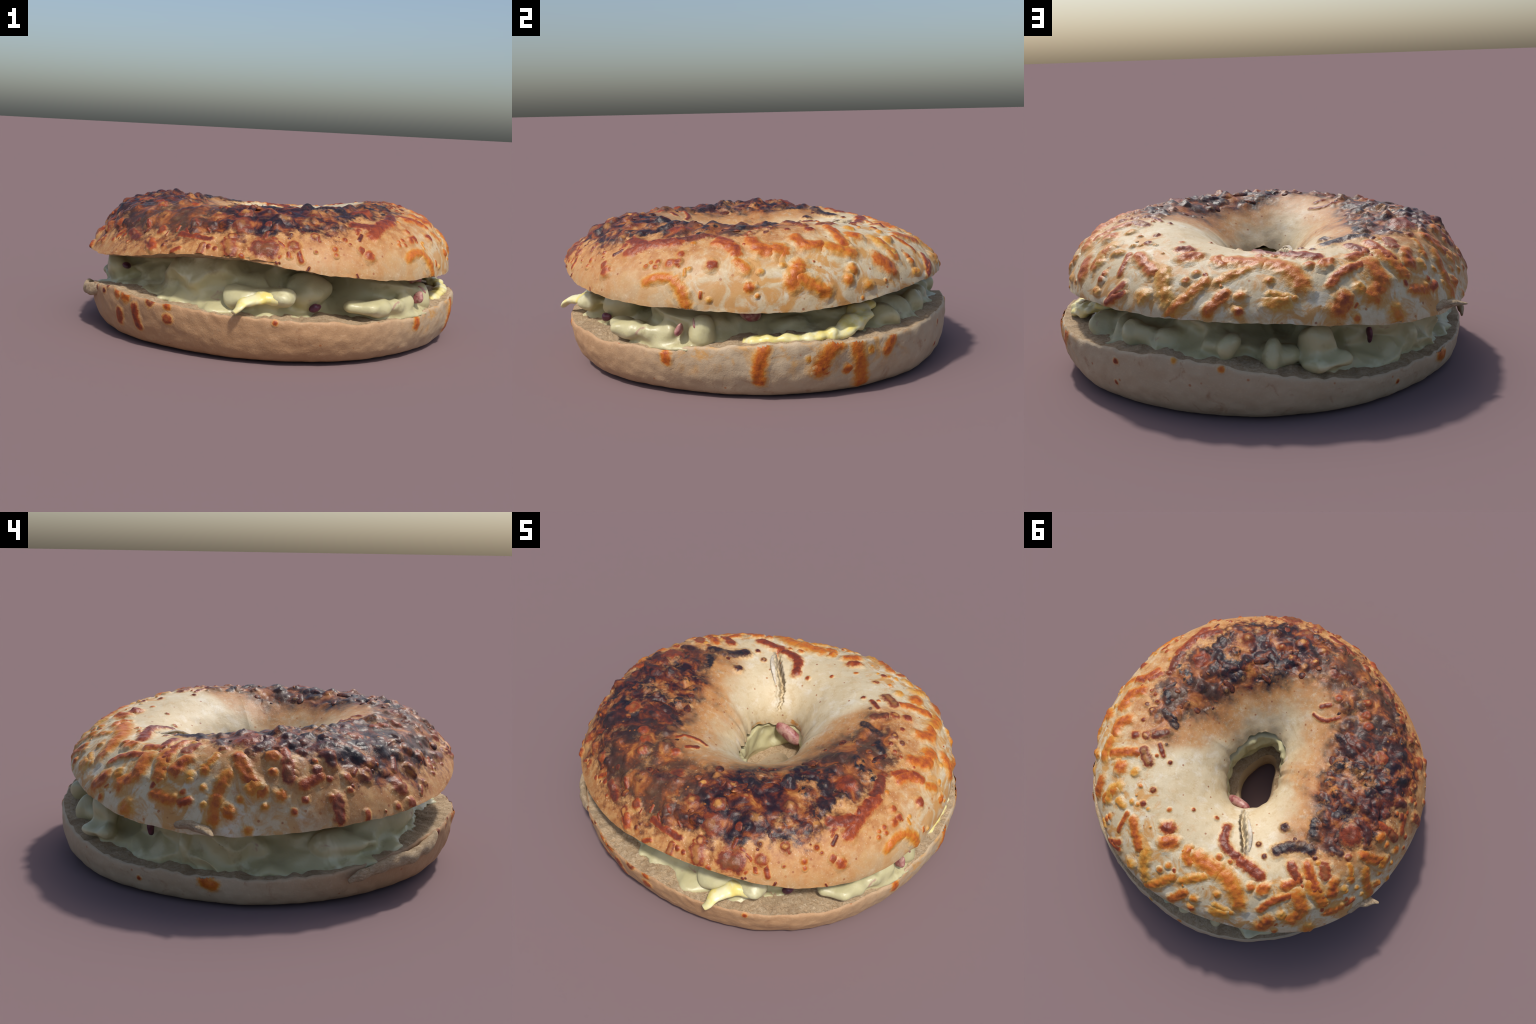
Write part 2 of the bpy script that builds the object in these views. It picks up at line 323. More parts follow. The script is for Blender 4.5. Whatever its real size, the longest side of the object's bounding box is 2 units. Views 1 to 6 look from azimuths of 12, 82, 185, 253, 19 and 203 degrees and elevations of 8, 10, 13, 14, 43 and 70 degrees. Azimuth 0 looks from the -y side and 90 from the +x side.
def crust_nodes(n):
    """Colour of the upper crust as a function of the place on the bagel; returns colour, browning."""
    s = n.split(n.pos)
    rho = n.math("SQRT", n.math("ADD", n.math("MULTIPLY", s[0], s[0]), n.math("MULTIPLY", s[1], s[1])))
    az = n.math("ARCTAN2", s[1], s[0])
    turn = n.math("FRACT", n.math("ADD", n.math("DIVIDE", az, 2 * math.pi), 1.0))
    phi = n.math("MULTIPLY", n.math("ARCTAN2", n.math("SUBTRACT", s[2], CORE_Z), n.math("SUBTRACT", rho, CORE_R)), 180 / math.pi)
    wob = n.math("SUBTRACT", n.noise(5.5, 4.0, 0.6), 0.5)
    phiw = n.math("ADD", n.math("MULTIPLY_ADD", wob, 60.0, phi), n.math("MULTIPLY", n.math("SUBTRACT", n.noise(19.0, 4.0, 0.65), 0.5), 50.0))
    stops = [(b[0] / 360, (b[1] / 180, b[2] / 180, b[3])) for b in BROWN]
    stops.append((1.0, stops[0][1]))
    lim = n.t.nodes.new("ShaderNodeSeparateColor")
    n.put(lim.inputs[0], n.ramp(turn, stops))
    inner = n.math("MULTIPLY", lim.outputs[0], 180.0)
    outer = n.math("MULTIPLY", lim.outputs[1], 180.0)
    power = lim.outputs[2]
    lo = n.step(n.math("SUBTRACT", phiw, outer), -7.0, 9.0)
    hi = n.step(n.math("SUBTRACT", inner, phiw), -22.0, 14.0)
    burn = n.math("MULTIPLY", n.math("MULTIPLY", lo, hi), power)
    lo2 = n.step(n.math("SUBTRACT", phiw, outer), -55.0, 10.0)
    hi2 = n.step(n.math("SUBTRACT", inner, phiw), -60.0, 12.0)
    toast = n.math("MULTIPLY", n.math("MULTIPLY", lo2, hi2), n.math("MINIMUM", 1.0, n.math("MULTIPLY", power, 1.6)))
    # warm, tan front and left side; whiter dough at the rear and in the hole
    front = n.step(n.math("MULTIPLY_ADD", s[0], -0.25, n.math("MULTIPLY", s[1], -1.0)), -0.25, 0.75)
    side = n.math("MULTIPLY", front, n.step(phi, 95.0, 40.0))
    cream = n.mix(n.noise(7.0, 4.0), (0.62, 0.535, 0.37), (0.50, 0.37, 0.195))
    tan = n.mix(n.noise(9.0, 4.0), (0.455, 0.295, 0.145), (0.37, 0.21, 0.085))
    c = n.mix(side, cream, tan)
    c = n.mix(n.math("MULTIPLY", n.step(n.noise(21.0, 5.0, 0.7), 0.48, 0.68), 0.45), c, (0.43, 0.285, 0.125))
    # the split in the dough shows grey, torn crumb
    deg = n.math("MULTIPLY", turn, 360.0)
    line = n.math("MULTIPLY_ADD", n.math("SUBTRACT", phi, 100.0), -0.16, 103.5)
    off = n.math("ABSOLUTE", n.math("MULTIPLY", n.math("MULTIPLY", n.math("SUBTRACT", deg, line), math.pi / 180), rho))
    torn = n.math("MULTIPLY", n.step(off, 0.017, 0.007), n.math("MULTIPLY", n.step(phi, 84.0, 92.0), n.step(phi, 158.0, 142.0)))
    c = n.mix(n.math("MULTIPLY", torn, 0.9), c, n.mix(n.noise(40.0, 4.0), (0.40, 0.33, 0.24), (0.16, 0.10, 0.06)))
    grain = n.noise(95.0, 3.0, 0.7)
    c = n.mix(n.math("MULTIPLY", n.step(grain, 0.5, 0.75), 0.35), c, (0.68, 0.57, 0.40))
    golden = n.mix(n.noise(24.0, 5.0, 0.7), (0.46, 0.20, 0.055), (0.25, 0.078, 0.024))
    milk = n.step(n.noise(12.0, 5.0, 0.65, distort=0.4), 0.50, 0.72)
    c = n.mix(n.math("MULTIPLY", milk, n.math("MULTIPLY_ADD", side, -0.4, 0.5)), c, (0.70, 0.655, 0.555))
    # thin film of melted cheese staining the shoulder away from the browned band
    away = n.math("MULTIPLY", n.step(phi, 112.0, 70.0), n.math("SUBTRACT", 1.0, n.math("MULTIPLY", side, 0.85)))
    film = n.math("ADD", n.noise(9.5, 5.0, 0.62, distort=1.2), n.math("MULTIPLY", n.step(phi, 70.0, 20.0), 0.05))
    amber = n.mix(n.noise(17.0, 4.0, 0.6), (0.53, 0.30, 0.085), (0.47, 0.18, 0.025))
    c = n.mix(n.math("MULTIPLY", n.math("MULTIPLY", n.step(film, 0.49, 0.66), away), 0.9), c, amber)
    warm = n.mix(n.noise(10.0, 4.0), (0.53, 0.30, 0.11), (0.44, 0.21, 0.07))
    c = n.mix(n.math("MULTIPLY", n.step(toast, 0.0, 0.7), n.step(n.noise(34.0, 5.0, 0.75), 0.24, 0.56)), c, warm)
    c = n.mix(n.math("MULTIPLY", toast, n.step(n.noise(19.0, 6.0, 0.75), 0.32, 0.60)), c, golden)
    # blisters: small pale bubbles and freckles in the toasted part
    cells = n.voronoi(62.0)
    c = n.mix(n.math("MULTIPLY", n.step(cells, 0.22, 0.10), n.math("MULTIPLY", toast, 0.5)), c, (0.72, 0.55, 0.38))
    char = n.ramp(n.noise(11.0, 5.0, 0.6, distort=0.5), [(0.37, (0.010, 0.007, 0.013)), (0.47, (0.030, 0.010, 0.013)), (0.535, (0.10, 0.021, 0.012)), (0.61, (0.24, 0.063, 0.015)), (0.73, (0.46, 0.20, 0.05))])
    c = n.mix(n.math("MULTIPLY", burn, n.step(n.noise(8.0, 5.0, 0.7), 0.28, 0.48)), c, char)
    return c, burn, toast, phi

def crust_material():
    n = Net("toasted_crust")
    c, burn, toast, phi = crust_nodes(n)
    frk = n.voronoi(30.0)
    pick_ = n.voronoi(30.0, out=1)
    k = n.t.nodes.new("ShaderNodeSeparateColor")
    n.put(k.inputs[0], pick_)
    dots = n.math("MULTIPLY", n.step(frk, 0.22, 0.13), n.math("GREATER_THAN", k.outputs[0], n.math("MULTIPLY_ADD", toast, -0.55, 0.82)))
    c = n.mix(n.math("MULTIPLY", dots, 0.75), c, n.mix(k.outputs[1], (0.36, 0.13, 0.03), (0.24, 0.06, 0.02)))
    h = n.math("ADD", n.math("MULTIPLY", n.noise(48.0, 4.0, 0.6), n.math("MULTIPLY_ADD", burn, 0.6, 0.6)), n.math("MULTIPLY", n.noise(240.0, 2.0), 0.2))
    n.bump(h, 0.4, 0.005)
    rough = n.math("MULTIPLY_ADD", burn, -0.16, 0.54)
    return n.done(c, rough, n.math("MULTIPLY_ADD", burn, -0.15, 0.42))

def cheese_material(name, lower):
    """Baked cheese; each piece carries its bend, length, width and browning in its object colour,
    and fades into the crust round its edge."""
    n = Net(name)
    if lower:
        c_crust, burn, toast = lower_crust_nodes(n), 0.0, 0.0
    else:
        c_crust, burn, toast, phi = crust_nodes(n)
    info = n.t.nodes.new("ShaderNodeObjectInfo")
    k = n.t.nodes.new("ShaderNodeSeparateColor")
    n.put(k.inputs[0], info.outputs["Color"])
    bend = n.math("SUBTRACT", n.math("MULTIPLY", k.outputs[0], 0.2), 0.1)
    L = n.math("MAXIMUM", n.math("MULTIPLY", k.outputs[1], 0.25), 0.0001)
    W = n.math("MULTIPLY", k.outputs[2], 0.1)
    tone = n.math("MULTIPLY", info.outputs["Alpha"], 4.0)
    loc = n.coord()
    s = n.split(loc)
    u = n.math("DIVIDE", s[0], L)
    u = n.math("MINIMUM", n.math("MAXIMUM", u, -1.0), 1.0)
    dx = n.math("SUBTRACT", s[0], n.math("MULTIPLY", u, L))
    dy = n.math("MULTIPLY_ADD", n.math("MULTIPLY", u, u), bend, s[1])
    d = n.math("DIVIDE", n.math("SQRT", n.math("ADD", n.math("MULTIPLY", dx, dx), n.math("MULTIPLY", dy, dy))), W)
    rnd = info.outputs["Random"]
    d = n.math("ADD", d, n.math("MULTIPLY", n.math("SUBTRACT", n.noise(40.0, 4.0, 0.65), 0.5), 0.95))
    mottled = n.math("ADD", tone, n.math("MULTIPLY", n.math("SUBTRACT", n.noise(38.0, 4.0, 0.65), 0.5), 1.9))
    # paler amber toward the edge, darker in the middle
    mottled = n.math("MULTIPLY_ADD", n.step(d, 0.6, 0.1), 0.35, mottled)
    mottled = n.math("SUBTRACT", mottled, n.math("MULTIPLY", n.step(d, 0.35, 1.05), n.math("MULTIPLY_ADD", tone, 0.16, 0.25)))
    col = n.ramp(n.math("DIVIDE", mottled, 4.0), [(0.0, (0.56, 0.32, 0.075)), (0.12, (0.50, 0.205, 0.022)), (0.27, (0.47, 0.125, 0.013)), (0.42, (0.29, 0.052, 0.012)), (0.56, (0.16, 0.028, 0.012)), (0.72, (0.065, 0.019, 0.014)), (0.9, (0.016, 0.011, 0.014))])
    # many bubbles in the scorched part have a golden highlight painted on top
    gold_highlight = n.math("MULTIPLY", n.math("MULTIPLY", n.math("GREATER_THAN", rnd, 0.3), n.math("MULTIPLY", n.step(W, 0.019, 0.026), n.step(n.math("DIVIDE", L, W), 1.2, 0.7))), n.math("MULTIPLY", n.step(tone, 1.7, 2.3), n.step(tone, 3.4, 2.9)))
    top = n.step(n.math("ADD", d, n.math("MULTIPLY", n.noise(70.0, 2.0), 0.35)), 0.72, 0.28)
    halo = n.mix(n.math("MULTIPLY_ADD", toast, -0.55, 0.55), c_crust, (0.54, 0.27, 0.06))
    col = n.mix(n.math("MULTIPLY", n.math("MULTIPLY", n.step(tone, 2.0, 3.2), burn), n.step(n.noise(30.0, 4.0, 0.65), 0.42, 0.6)), col, c_crust)
    col = n.mix(n.math("MULTIPLY", gold_highlight, n.math("MULTIPLY", top, n.step(W, 0.09, 0.03))), col, n.mix(rnd, (0.56, 0.27, 0.06), (0.42, 0.17, 0.045)))
    c = n.mix(n.step(d, 0.50, 0.90), col, halo)
    c = n.mix(n.step(d, 0.80, 1.12), c, c_crust)
    h = n.math("ADD", n.noise(70.0, 4.0, 0.6), n.math("MULTIPLY", n.noise(240.0, 2.0), 0.2))
    n.bump(h, 0.55, 0.005)
    rough = n.math("MULTIPLY_ADD", n.step(d, 0.7, 1.1), 0.15, 0.40)
    return n.done(c, rough, 0.36)

def lower_crust_nodes(n):
    s = n.split(n.pos)
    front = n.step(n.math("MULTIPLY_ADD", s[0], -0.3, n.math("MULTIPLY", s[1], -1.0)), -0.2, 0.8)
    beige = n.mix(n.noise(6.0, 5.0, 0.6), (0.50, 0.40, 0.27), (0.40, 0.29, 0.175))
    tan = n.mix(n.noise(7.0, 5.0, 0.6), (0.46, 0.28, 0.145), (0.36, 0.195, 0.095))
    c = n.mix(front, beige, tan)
    blot = n.step(n.noise(11.0, 6.0, 0.7, distort=0.8), 0.56, 0.72)
    c = n.mix(n.math("MULTIPLY", blot, 0.6), c, (0.29, 0.145, 0.07))
    # cheese that ran down the right side and left amber stains near the rim
    right = n.math("MULTIPLY", n.step(s[0], 0.70, 0.92), n.step(s[2], 0.05, 0.20))
    stain = n.math("MULTIPLY", right, n.step(n.noise(9.0, 5.0, 0.65, distort=1.0), 0.46, 0.64))
    c = n.mix(n.math("MULTIPLY", stain, 0.75), c, (0.50, 0.245, 0.05))
    c = n.mix(n.math("MULTIPLY", n.step(n.noise(85.0, 3.0, 0.7), 0.5, 0.75), 0.22), c, (0.60, 0.47, 0.32))
    return c

def lower_crust_material():
    n = Net("lower_crust")
    c = lower_crust_nodes(n)
    frk = n.voronoi(21.0)
    k = n.t.nodes.new("ShaderNodeSeparateColor")
    n.put(k.inputs[0], n.voronoi(21.0, out=1))
    dots = n.math("MULTIPLY", n.step(frk, 0.17, 0.08), n.math("GREATER_THAN", k.outputs[0], 0.86))
    c = n.mix(n.math("MULTIPLY", dots, 0.7), c, (0.34, 0.11, 0.03))
    n.bump(n.math("ADD", n.noise(40.0, 5.0, 0.65), n.math("MULTIPLY", n.noise(200.0, 2.0), 0.25)), 0.5, 0.006)
    return n.done(c, 0.6, 0.35)

def crumb_material():
    n = Net("bread_crumb")
    stretch = n.t.nodes.new("ShaderNodeMapping")
    stretch.inputs["Scale"].default_value = (1.0, 1.0, 2.5)
    n.put(stretch.inputs[0], n.pos)
    v = stretch.outputs[0]
    f = n.noise(55.0, 6.0, 0.75, vec=v, distort=1.0)
    c = n.ramp(f, [(0.28, (0.26, 0.15, 0.07)), (0.42, (0.50, 0.345, 0.20)), (0.58, (0.60, 0.45, 0.29)), (0.75, (0.72, 0.58, 0.41))])
    c = n.mix(n.math("MULTIPLY", n.step(n.noise(9.0, 4.0), 0.52, 0.68), 0.45), c, (0.30, 0.185, 0.10))
    n.bump(f, 1.0, 0.012)
    return n.done(c, 0.8, 0.2)

def salad_material():
    n = Net("creamy_egg_salad")
    c = n.mix(n.noise(5.0, 4.0, 0.6), (0.55, 0.52, 0.31), (0.44, 0.385, 0.20))
    s = n.split(n.pos)
    yolk = n.math("MULTIPLY", n.step(s[0], 0.86, 0.96), n.step(n.noise(11.0, 3.0), 0.40, 0.62))
    c = n.mix(n.math("MULTIPLY", yolk, 0.85), c, (0.80, 0.70, 0.16))
    c = n.mix(n.math("MULTIPLY", n.step(n.noise(8.0, 5.0, 0.65), 0.55, 0.70), 0.6), c, (0.30, 0.235, 0.115))
    c = n.mix(n.math("MULTIPLY", n.step(n.noise(6.0, 3.0, 0.6, vec=n.pos, distort=0.5), 0.56, 0.70), 0.6), c, (0.70, 0.68, 0.46))
    pink = n.step(n.noise(13.0, 3.0, 0.6, distort=0.7), 0.66, 0.76)
    c = n.mix(n.math("MULTIPLY", pink, 0.6), c, (0.36, 0.16, 0.15))
    n.bump(n.noise(26.0, 4.0, 0.55), 0.35, 0.01)
    return n.done(c, 0.38, 0.5, **{"Subsurface Weight": 0.25, "Subsurface Radius": (0.04, 0.035, 0.015), "Subsurface Scale": 0.6})

def plain(name, a, b, scale, rough=0.45, sss=0.0, bump=0.3):
    n = Net(name)
    c = n.mix(n.step(n.noise(scale, 4.0, 0.6, distort=0.5), 0.35, 0.65), a, b)
    n.bump(n.noise(scale * 3, 4.0), bump, 0.006)
    return n.done(c, rough, 0.45, **({"Subsurface Weight": sss, "Subsurface Radius": (0.03, 0.02, 0.01), "Subsurface Scale": 0.5} if sss else {}))

M_CRUST, M_CHEESE, M_LOWER, M_CRUMB, M_SALAD = crust_material(), cheese_material("baked_cheese", False), lower_crust_material(), crumb_material(), salad_material()
M_CHEESE_LOW = cheese_material("baked_cheese_on_lower_crust", True)
M_ONION = plain("red_onion", (0.26, 0.065, 0.07), (0.46, 0.27, 0.22), 26.0, 0.4, 0.1)
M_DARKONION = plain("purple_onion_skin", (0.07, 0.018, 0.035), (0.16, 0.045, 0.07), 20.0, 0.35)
M_EGG = plain("egg_slice", (0.72, 0.68, 0.42), (0.74, 0.62, 0.18), 13.0, 0.35, 0.2)

M_SPLIT = plain("torn_dough", (0.60, 0.54, 0.44), (0.45, 0.36, 0.25), 30.0, 0.8, 0.0, 0.8)

# ---------------------------------------------------------------- upper half of the bagel
NT = 960
T = np.linspace(0, 2 * np.pi, NT, endpoint=False)
DEG = np.degrees(T)
CRACK = [(80, 0.004), (92, 0.034), (108, 0.060), (128, 0.068), (146, 0.055), (160, 0.034), (172, 0.014)]   # (angle round the dough, depth)

def crack_line(phi):
    return np.interp(phi, [85, 120, 145, 160], [104.0, 102.0, 97.0, 95.0])

def build_upper():
    s_out = np.concatenate([np.linspace(0, 1, 130)[:-1], np.linspace(1, 2, 96)])
    TT, SS = np.meshgrid(T, s_out, indexing="ij")
    r, z = top_profile(TT, SS)
    P = np.stack([r * np.cos(TT), r * np.sin(TT), z], -1)
    du = np.roll(P, -1, 0) - np.roll(P, 1, 0)
    dv = np.gradient(P, axis=1)
    N = np.cross(du, dv)
    N /= np.linalg.norm(N, axis=-1, keepdims=True)
    PHI = np.degrees(np.arctan2(z - CORE_Z, r - CORE_R))
    D = np.degrees(TT)
    B = brown_at(D, PHI)
    H = np.zeros_like(r)
    m = P.shape[1]
    for i in range(NT):
        for k in range(m):
            p = P[i, k]
            h = 0.0045 * nz(p, 5.0, 3.1) + 0.0018 * nz(p, 19.0, 8.2)
            b = B[i, k]
            if b > 0.02:
                h += b * (0.020 * bubble(p, 14.0, 2.0) + 0.004 * bubble(p, 27.0, 7.0) + 0.009 * fbm(p, 8.0, 4.4, 2) - 0.005)
            H[i, k] = h
    edge = smooth(0.0, 0.03, SS) * (1 - smooth(1.93, 2.0, SS))
    H *= edge
    # split in the crust on the way down into the hole
    off = (D - crack_line(PHI)) * np.pi / 180 * r
    depth = np.interp(PHI, [c[0] for c in CRACK], [c[1] for c in CRACK], left=0, right=0)
    wide = 0.004 + 0.15 * depth
    jag = 0.004 * np.sin(PHI * 0.55) + 0.003 * np.sin(PHI * 1.7 + 1)
    near = np.abs(off + jag)
    H += -depth * np.exp(-(near / wide) ** 4) + 0.22 * depth * np.exp(-((off + jag - 2.1 * wide) / (0.9 * wide)) ** 2)
    # torn edge: small notches and a bit of lip along the cut
    notch = np.array([0.006 * nz((math.cos(t) * 9, math.sin(t) * 9, 0), 1.0, 2.0) + 0.004 * nz((math.cos(t) * 28, math.sin(t) * 28, 0), 1.0, 5.0) for t in T])
    P = P + N * H[..., None]
    P[..., 2] += (notch[:, None]) * np.exp(-SS / 0.05)
    rag = np.array([0.022 * nz((math.cos(t) * 2.2, math.sin(t) * 2.2, 0), 1.0, 12.0) + 0.014 * nz((math.cos(t) * 6, math.sin(t) * 6, 0), 1.0, 15.0) for t in T])
    low = np.exp(-(2 - SS) / 0.25) * (SS > 1)
    P[..., 0] += rag[:, None] * low * np.cos(TT)
    P[..., 1] += rag[:, None] * low * np.sin(TT)
    P[..., 2] += 1.2 * rag[::-1][:, None] * low
    return P

upper = build_upper()
mo = upper.shape[1]
crust_mesh = mesh_from("upper_crust", upper.reshape(-1, 3), [(i * mo + k, ((i + 1) % NT) * mo + k, ((i + 1) % NT) * mo + k + 1, i * mo + k + 1) for i in range(NT) for k in range(mo - 1)])
top_bun = add("upper_bagel_half", crust_mesh, root, M_CRUST)

def build_cut_face(edge_out, edge_in, swell, rough, steps, seed, up):
    """Rough crumb surface between the outer cut edge and the edge of the hole."""
    rows = []
    for j in range(steps + 1):
        f = j / steps
        row = edge_out * (1 - f) + edge_in * f
        for i in range(NT):
            p = row[i]
            e = min(1.0, 12 * f, 12 * (1 - f))
            row[i, 2] += e * (rough * fbm(p, 16.0, seed, 3) + 0.4 * rough * nz(p, 75.0, seed) + float(swell[i]) * math.sin(math.pi * f))
        rows.append(row.copy())
    V = np.stack(rows, 1)
    m = steps + 1
    F = [(i * m + k, ((i + 1) % NT) * m + k, ((i + 1) % NT) * m + k + 1, i * m + k + 1) for i in range(NT) for k in range(steps)]
    if not up:
        F = [f[::-1] for f in F]
    return V, mesh_from("cut_face", V.reshape(-1, 3), F)

in_edge = upper[:, -1].copy()
_, me = build_cut_face(upper[:, 0].copy(), in_edge, np.full(NT, -0.036), 0.007, 46, 21.0, False)
add("cut_face", me, top_bun, M_CRUMB)

# ---------------------------------------------------------------- lower half
FOLD = 64
def build_lower():
    p_ = np.linspace(0, 1, 80) ** 0.75
    TT, PP = np.meshgrid(T, p_, indexing="ij")
    a = PP * np.pi / 2
    R, Z, Ro = ring(LOW_RIM_R, TT), ring(LOW_RIM_Z, TT), around(LOW_FOOT, np.degrees(TT))
    r = Ro + (R - Ro) * np.maximum(np.cos(a), 0) ** 0.28 + around(LOW_BELLY, np.degrees(TT)) * np.sin(np.pi * np.minimum(1, (PP + 0.12) * 1.1)) * (PP < 0.78) - 0.009 * np.exp(-PP / 0.04)
    z = Z * (1 - np.sin(a) ** 1.35)
    # underside, then up the wall of the hole
    q = np.linspace(0, 1, 26)[1:]
    TQ, QQ = np.meshgrid(T, q, indexing="ij")
    Rh = hole_radius(TQ, -0.07)
    r2 = around(LOW_FOOT, np.degrees(TQ)) * (1 - QQ) + (Rh + 0.035) * QQ
    z2 = 0.004 * np.sin(np.pi * QQ) + 0 * r2
    w = np.linspace(0, 1, 20)[1:]
    TW, WW = np.meshgrid(T, w, indexing="ij")
    Rw = hole_radius(TW, -0.07)
    r3 = Rw + 0.035 * (1 - np.sin(WW * np.pi / 2)) ** 2 + 0.02 * WW ** 3
    z3 = WW * (0.19 + 0.35 * (ring(LOW_RIM_Z, TW) - 0.21))
    r, z, TA = np.hstack([r, r2, r3]), np.hstack([z, z2, z3]), np.hstack([TT, TQ, TW])
    n_out = TT.shape[1]
    P = np.stack([r * np.cos(TA), r * np.sin(TA), z], -1)
    for i in range(NT):
        t = T[i]
        torn = 0.011 * nz((math.cos(t) * 7, math.sin(t) * 7, 0), 1.0, 9.0) + 0.009 * nz((math.cos(t) * 24, math.sin(t) * 24, 0), 1.0, 4.0)
        for k in range(P.shape[1]):
            p = P[i, k]
            h = 0.006 * fbm(p, 6.0, 12.0, 2) - 0.004 + 0.004 * nz(p, 22.0, 7.0)
            c = 1.0 if k < n_out else 0.4
            g = max(0.0, 1 - k / 8.0)
            P[i, k, 0] += c * h * math.cos(t)
            P[i, k, 1] += c * h * math.sin(t)
            P[i, k, 2] += torn * g
            P[i, k, 2] = max(0.0, P[i, k, 2])
    return P

# how far the lower cut face swells above its rim
LOW_SWELL = [(0, .026), (60, .028), (115, .026), (160, .018), (200, .004), (250, .002), (290, .012), (325, .024)]
lower = build_lower()
ml = lower.shape[1]
me = mesh_from("lower_crust", lower.reshape(-1, 3), [(i * ml + k, i * ml + k + 1, ((i + 1) % NT) * ml + k + 1, ((i + 1) % NT) * ml + k) for i in range(NT) for k in range(ml - 1)])
low_bun = add("lower_bagel_half", me, root, M_LOWER)
LOWFACE, me = build_cut_face(lower[:, 0].copy(), lower[:, -1].copy(), around(LOW_SWELL, DEG), 0.008, 56, 33.0, True)
add("cut_face", me, low_bun, M_CRUMB)

# ---------------------------------------------------------------- baked cheese on the crust
def tree_of(mesh):
    return BVHTree.FromPolygons([v.co for v in mesh.vertices], [p.vertices for p in mesh.polygons])

TREE_UP, TREE_LOW = tree_of(top_bun.data), tree_of(low_bun.data)

def patch(name, tree, parent, foot, normal, deg, heading, L, W, bend, tone, rise=None, rnd=None, mat=None):
    """A piece of melted cheese hugging the crust: a capsule of half length L and half width W,
    bent by 'bend', domed, with a thin irregular skirt."""
    t = math.radians(deg)
    e = Vector((-math.sin(t), math.cos(t), 0))
    X = (e - normal * e.dot(normal)).normalized()
    Y = normal.cross(X)
    h = math.radians(heading)
    ax, ay = math.cos(h) * X + math.sin(h) * Y, -math.sin(h) * X + math.cos(h) * Y
    frame = Matrix((ax, ay, normal)).transposed().to_4x4()
    frame.translation = foot
    seed = rnd.uniform(0, 50)
    W *= 1.55 if tone < 1.6 else 1.35
    if rise is None:
        rise = min(0.016, 0.34 * W + 0.002)
        if L > 0.02:
            rise = min(0.013, 0.24 * W + 0.002)
    step = max(0.0026, W / 7.5)
    ex, ey0, ey1 = L + 1.35 * W, -1.35 * W - max(0, bend), 1.35 * W + max(0, -bend)
    nx, ny = max(4, int(2 * ex / step)), max(4, int((ey1 - ey0) / step))
    verts, idx, faces = [], {}, []
    for i in range(nx + 1):
        x = -ex + 2 * ex * i / nx
        u = max(-1.0, min(1.0, x / L)) if L > 1e-4 else 0.0
        dx = x - u * L
        for j in range(ny + 1):
            y = ey0 + (ey1 - ey0) * j / ny
            dy = y + bend * u * u
            d = math.hypot(dx, dy) / W
            if d > 1.45:
                continue
            w = foot + ax * x + ay * y
            dn = d + 0.46 * nz(w, 22.0, seed) + 0.18 * nz(w, 62.0, seed)
            hit = tree.ray_cast(w + normal * 0.07, -normal, 0.2)
            if hit[0] is None:
                continue
            if abs((hit[0] - foot).dot(normal)) > 0.022 + 0.65 * math.hypot(x, y):
                continue
            if dn < 1.0:
                lift = rise * (1 - dn * dn if dn > 0 else 1.0) ** 1.15 * (1 + 0.5 * nz(w, 38.0, seed + 3)) + 0.0010
            else:
                lift = 0.0010 - 0.006 * max(0.0, dn - 1.08)
            q = hit[0] + normal * lift
            idx[i, j] = len(verts)
            verts.append(frame.inverted() @ q)
    for i in range(nx):
        for j in range(ny):
            c = [(i, j), (i + 1, j), (i + 1, j + 1), (i, j + 1)]
            if all(k in idx for k in c):
                faces.append([idx[k] for k in c])
    if len(faces) < 6:
        return None
    me = mesh_from(name, verts, faces)
    ob = add(name, me, parent, mat or M_CHEESE)
    ob.matrix_world = frame
    ob.color = ((bend + 0.1) / 0.2, L / 0.25, W / 0.1, tone / 4)
    return ob

def on_upper(deg, phi):
    t, f = math.radians(deg), math.radians(phi)
    out = Vector((math.cos(t), math.sin(t), 0))
    core = out * CORE_R + Vector((0, 0, CORE_Z))
    d = out * math.cos(f) + Vector((0, 0, math.sin(f)))
    hit = TREE_UP.ray_cast(core, d, 1.0)
    return hit

rnd = random.Random(5)
for rows in (CHEESE_RIGHT_SIDE, CHEESE_REAR, CHEESE_REAR_LEFT, CHEESE_LEFT, CHEESE_FRONT, CHEESE_FRONT_RIGHT):
    for deg, phi, heading, L, W, bend, tone in rows:
        hit = on_upper(deg, max(phi, -8))
        if hit[0] is None:
            continue
        nrm = hit[1] if hit[1].dot(hit[0] - Vector((CORE_R * math.cos(math.radians(deg)), CORE_R * math.sin(math.radians(deg)), CORE_Z))) > 0 else -hit[1]
        # smooth normal: average over a few neighbours
        acc = Vector()
        for dd, dp in ((0, 0), (2.5, 0), (-2.5, 0), (0, 5), (0, -5)):
            h2 = on_upper(deg + dd, phi + dp)
            if h2[0] is not None:
                acc += h2[1] if h2[1].dot(nrm) > 0 else -h2[1]
        nrm = acc.normalized() if acc.length > 0.1 else nrm
        name = "cheese_shred" if L > 1.1 * W else ("scorched_cheese_blister" if tone >= 2.2 else "cheese_blister")
        patch(name, TREE_UP, top_bun, hit[0], nrm, deg, heading, L, W, bend, tone, rnd=rnd)

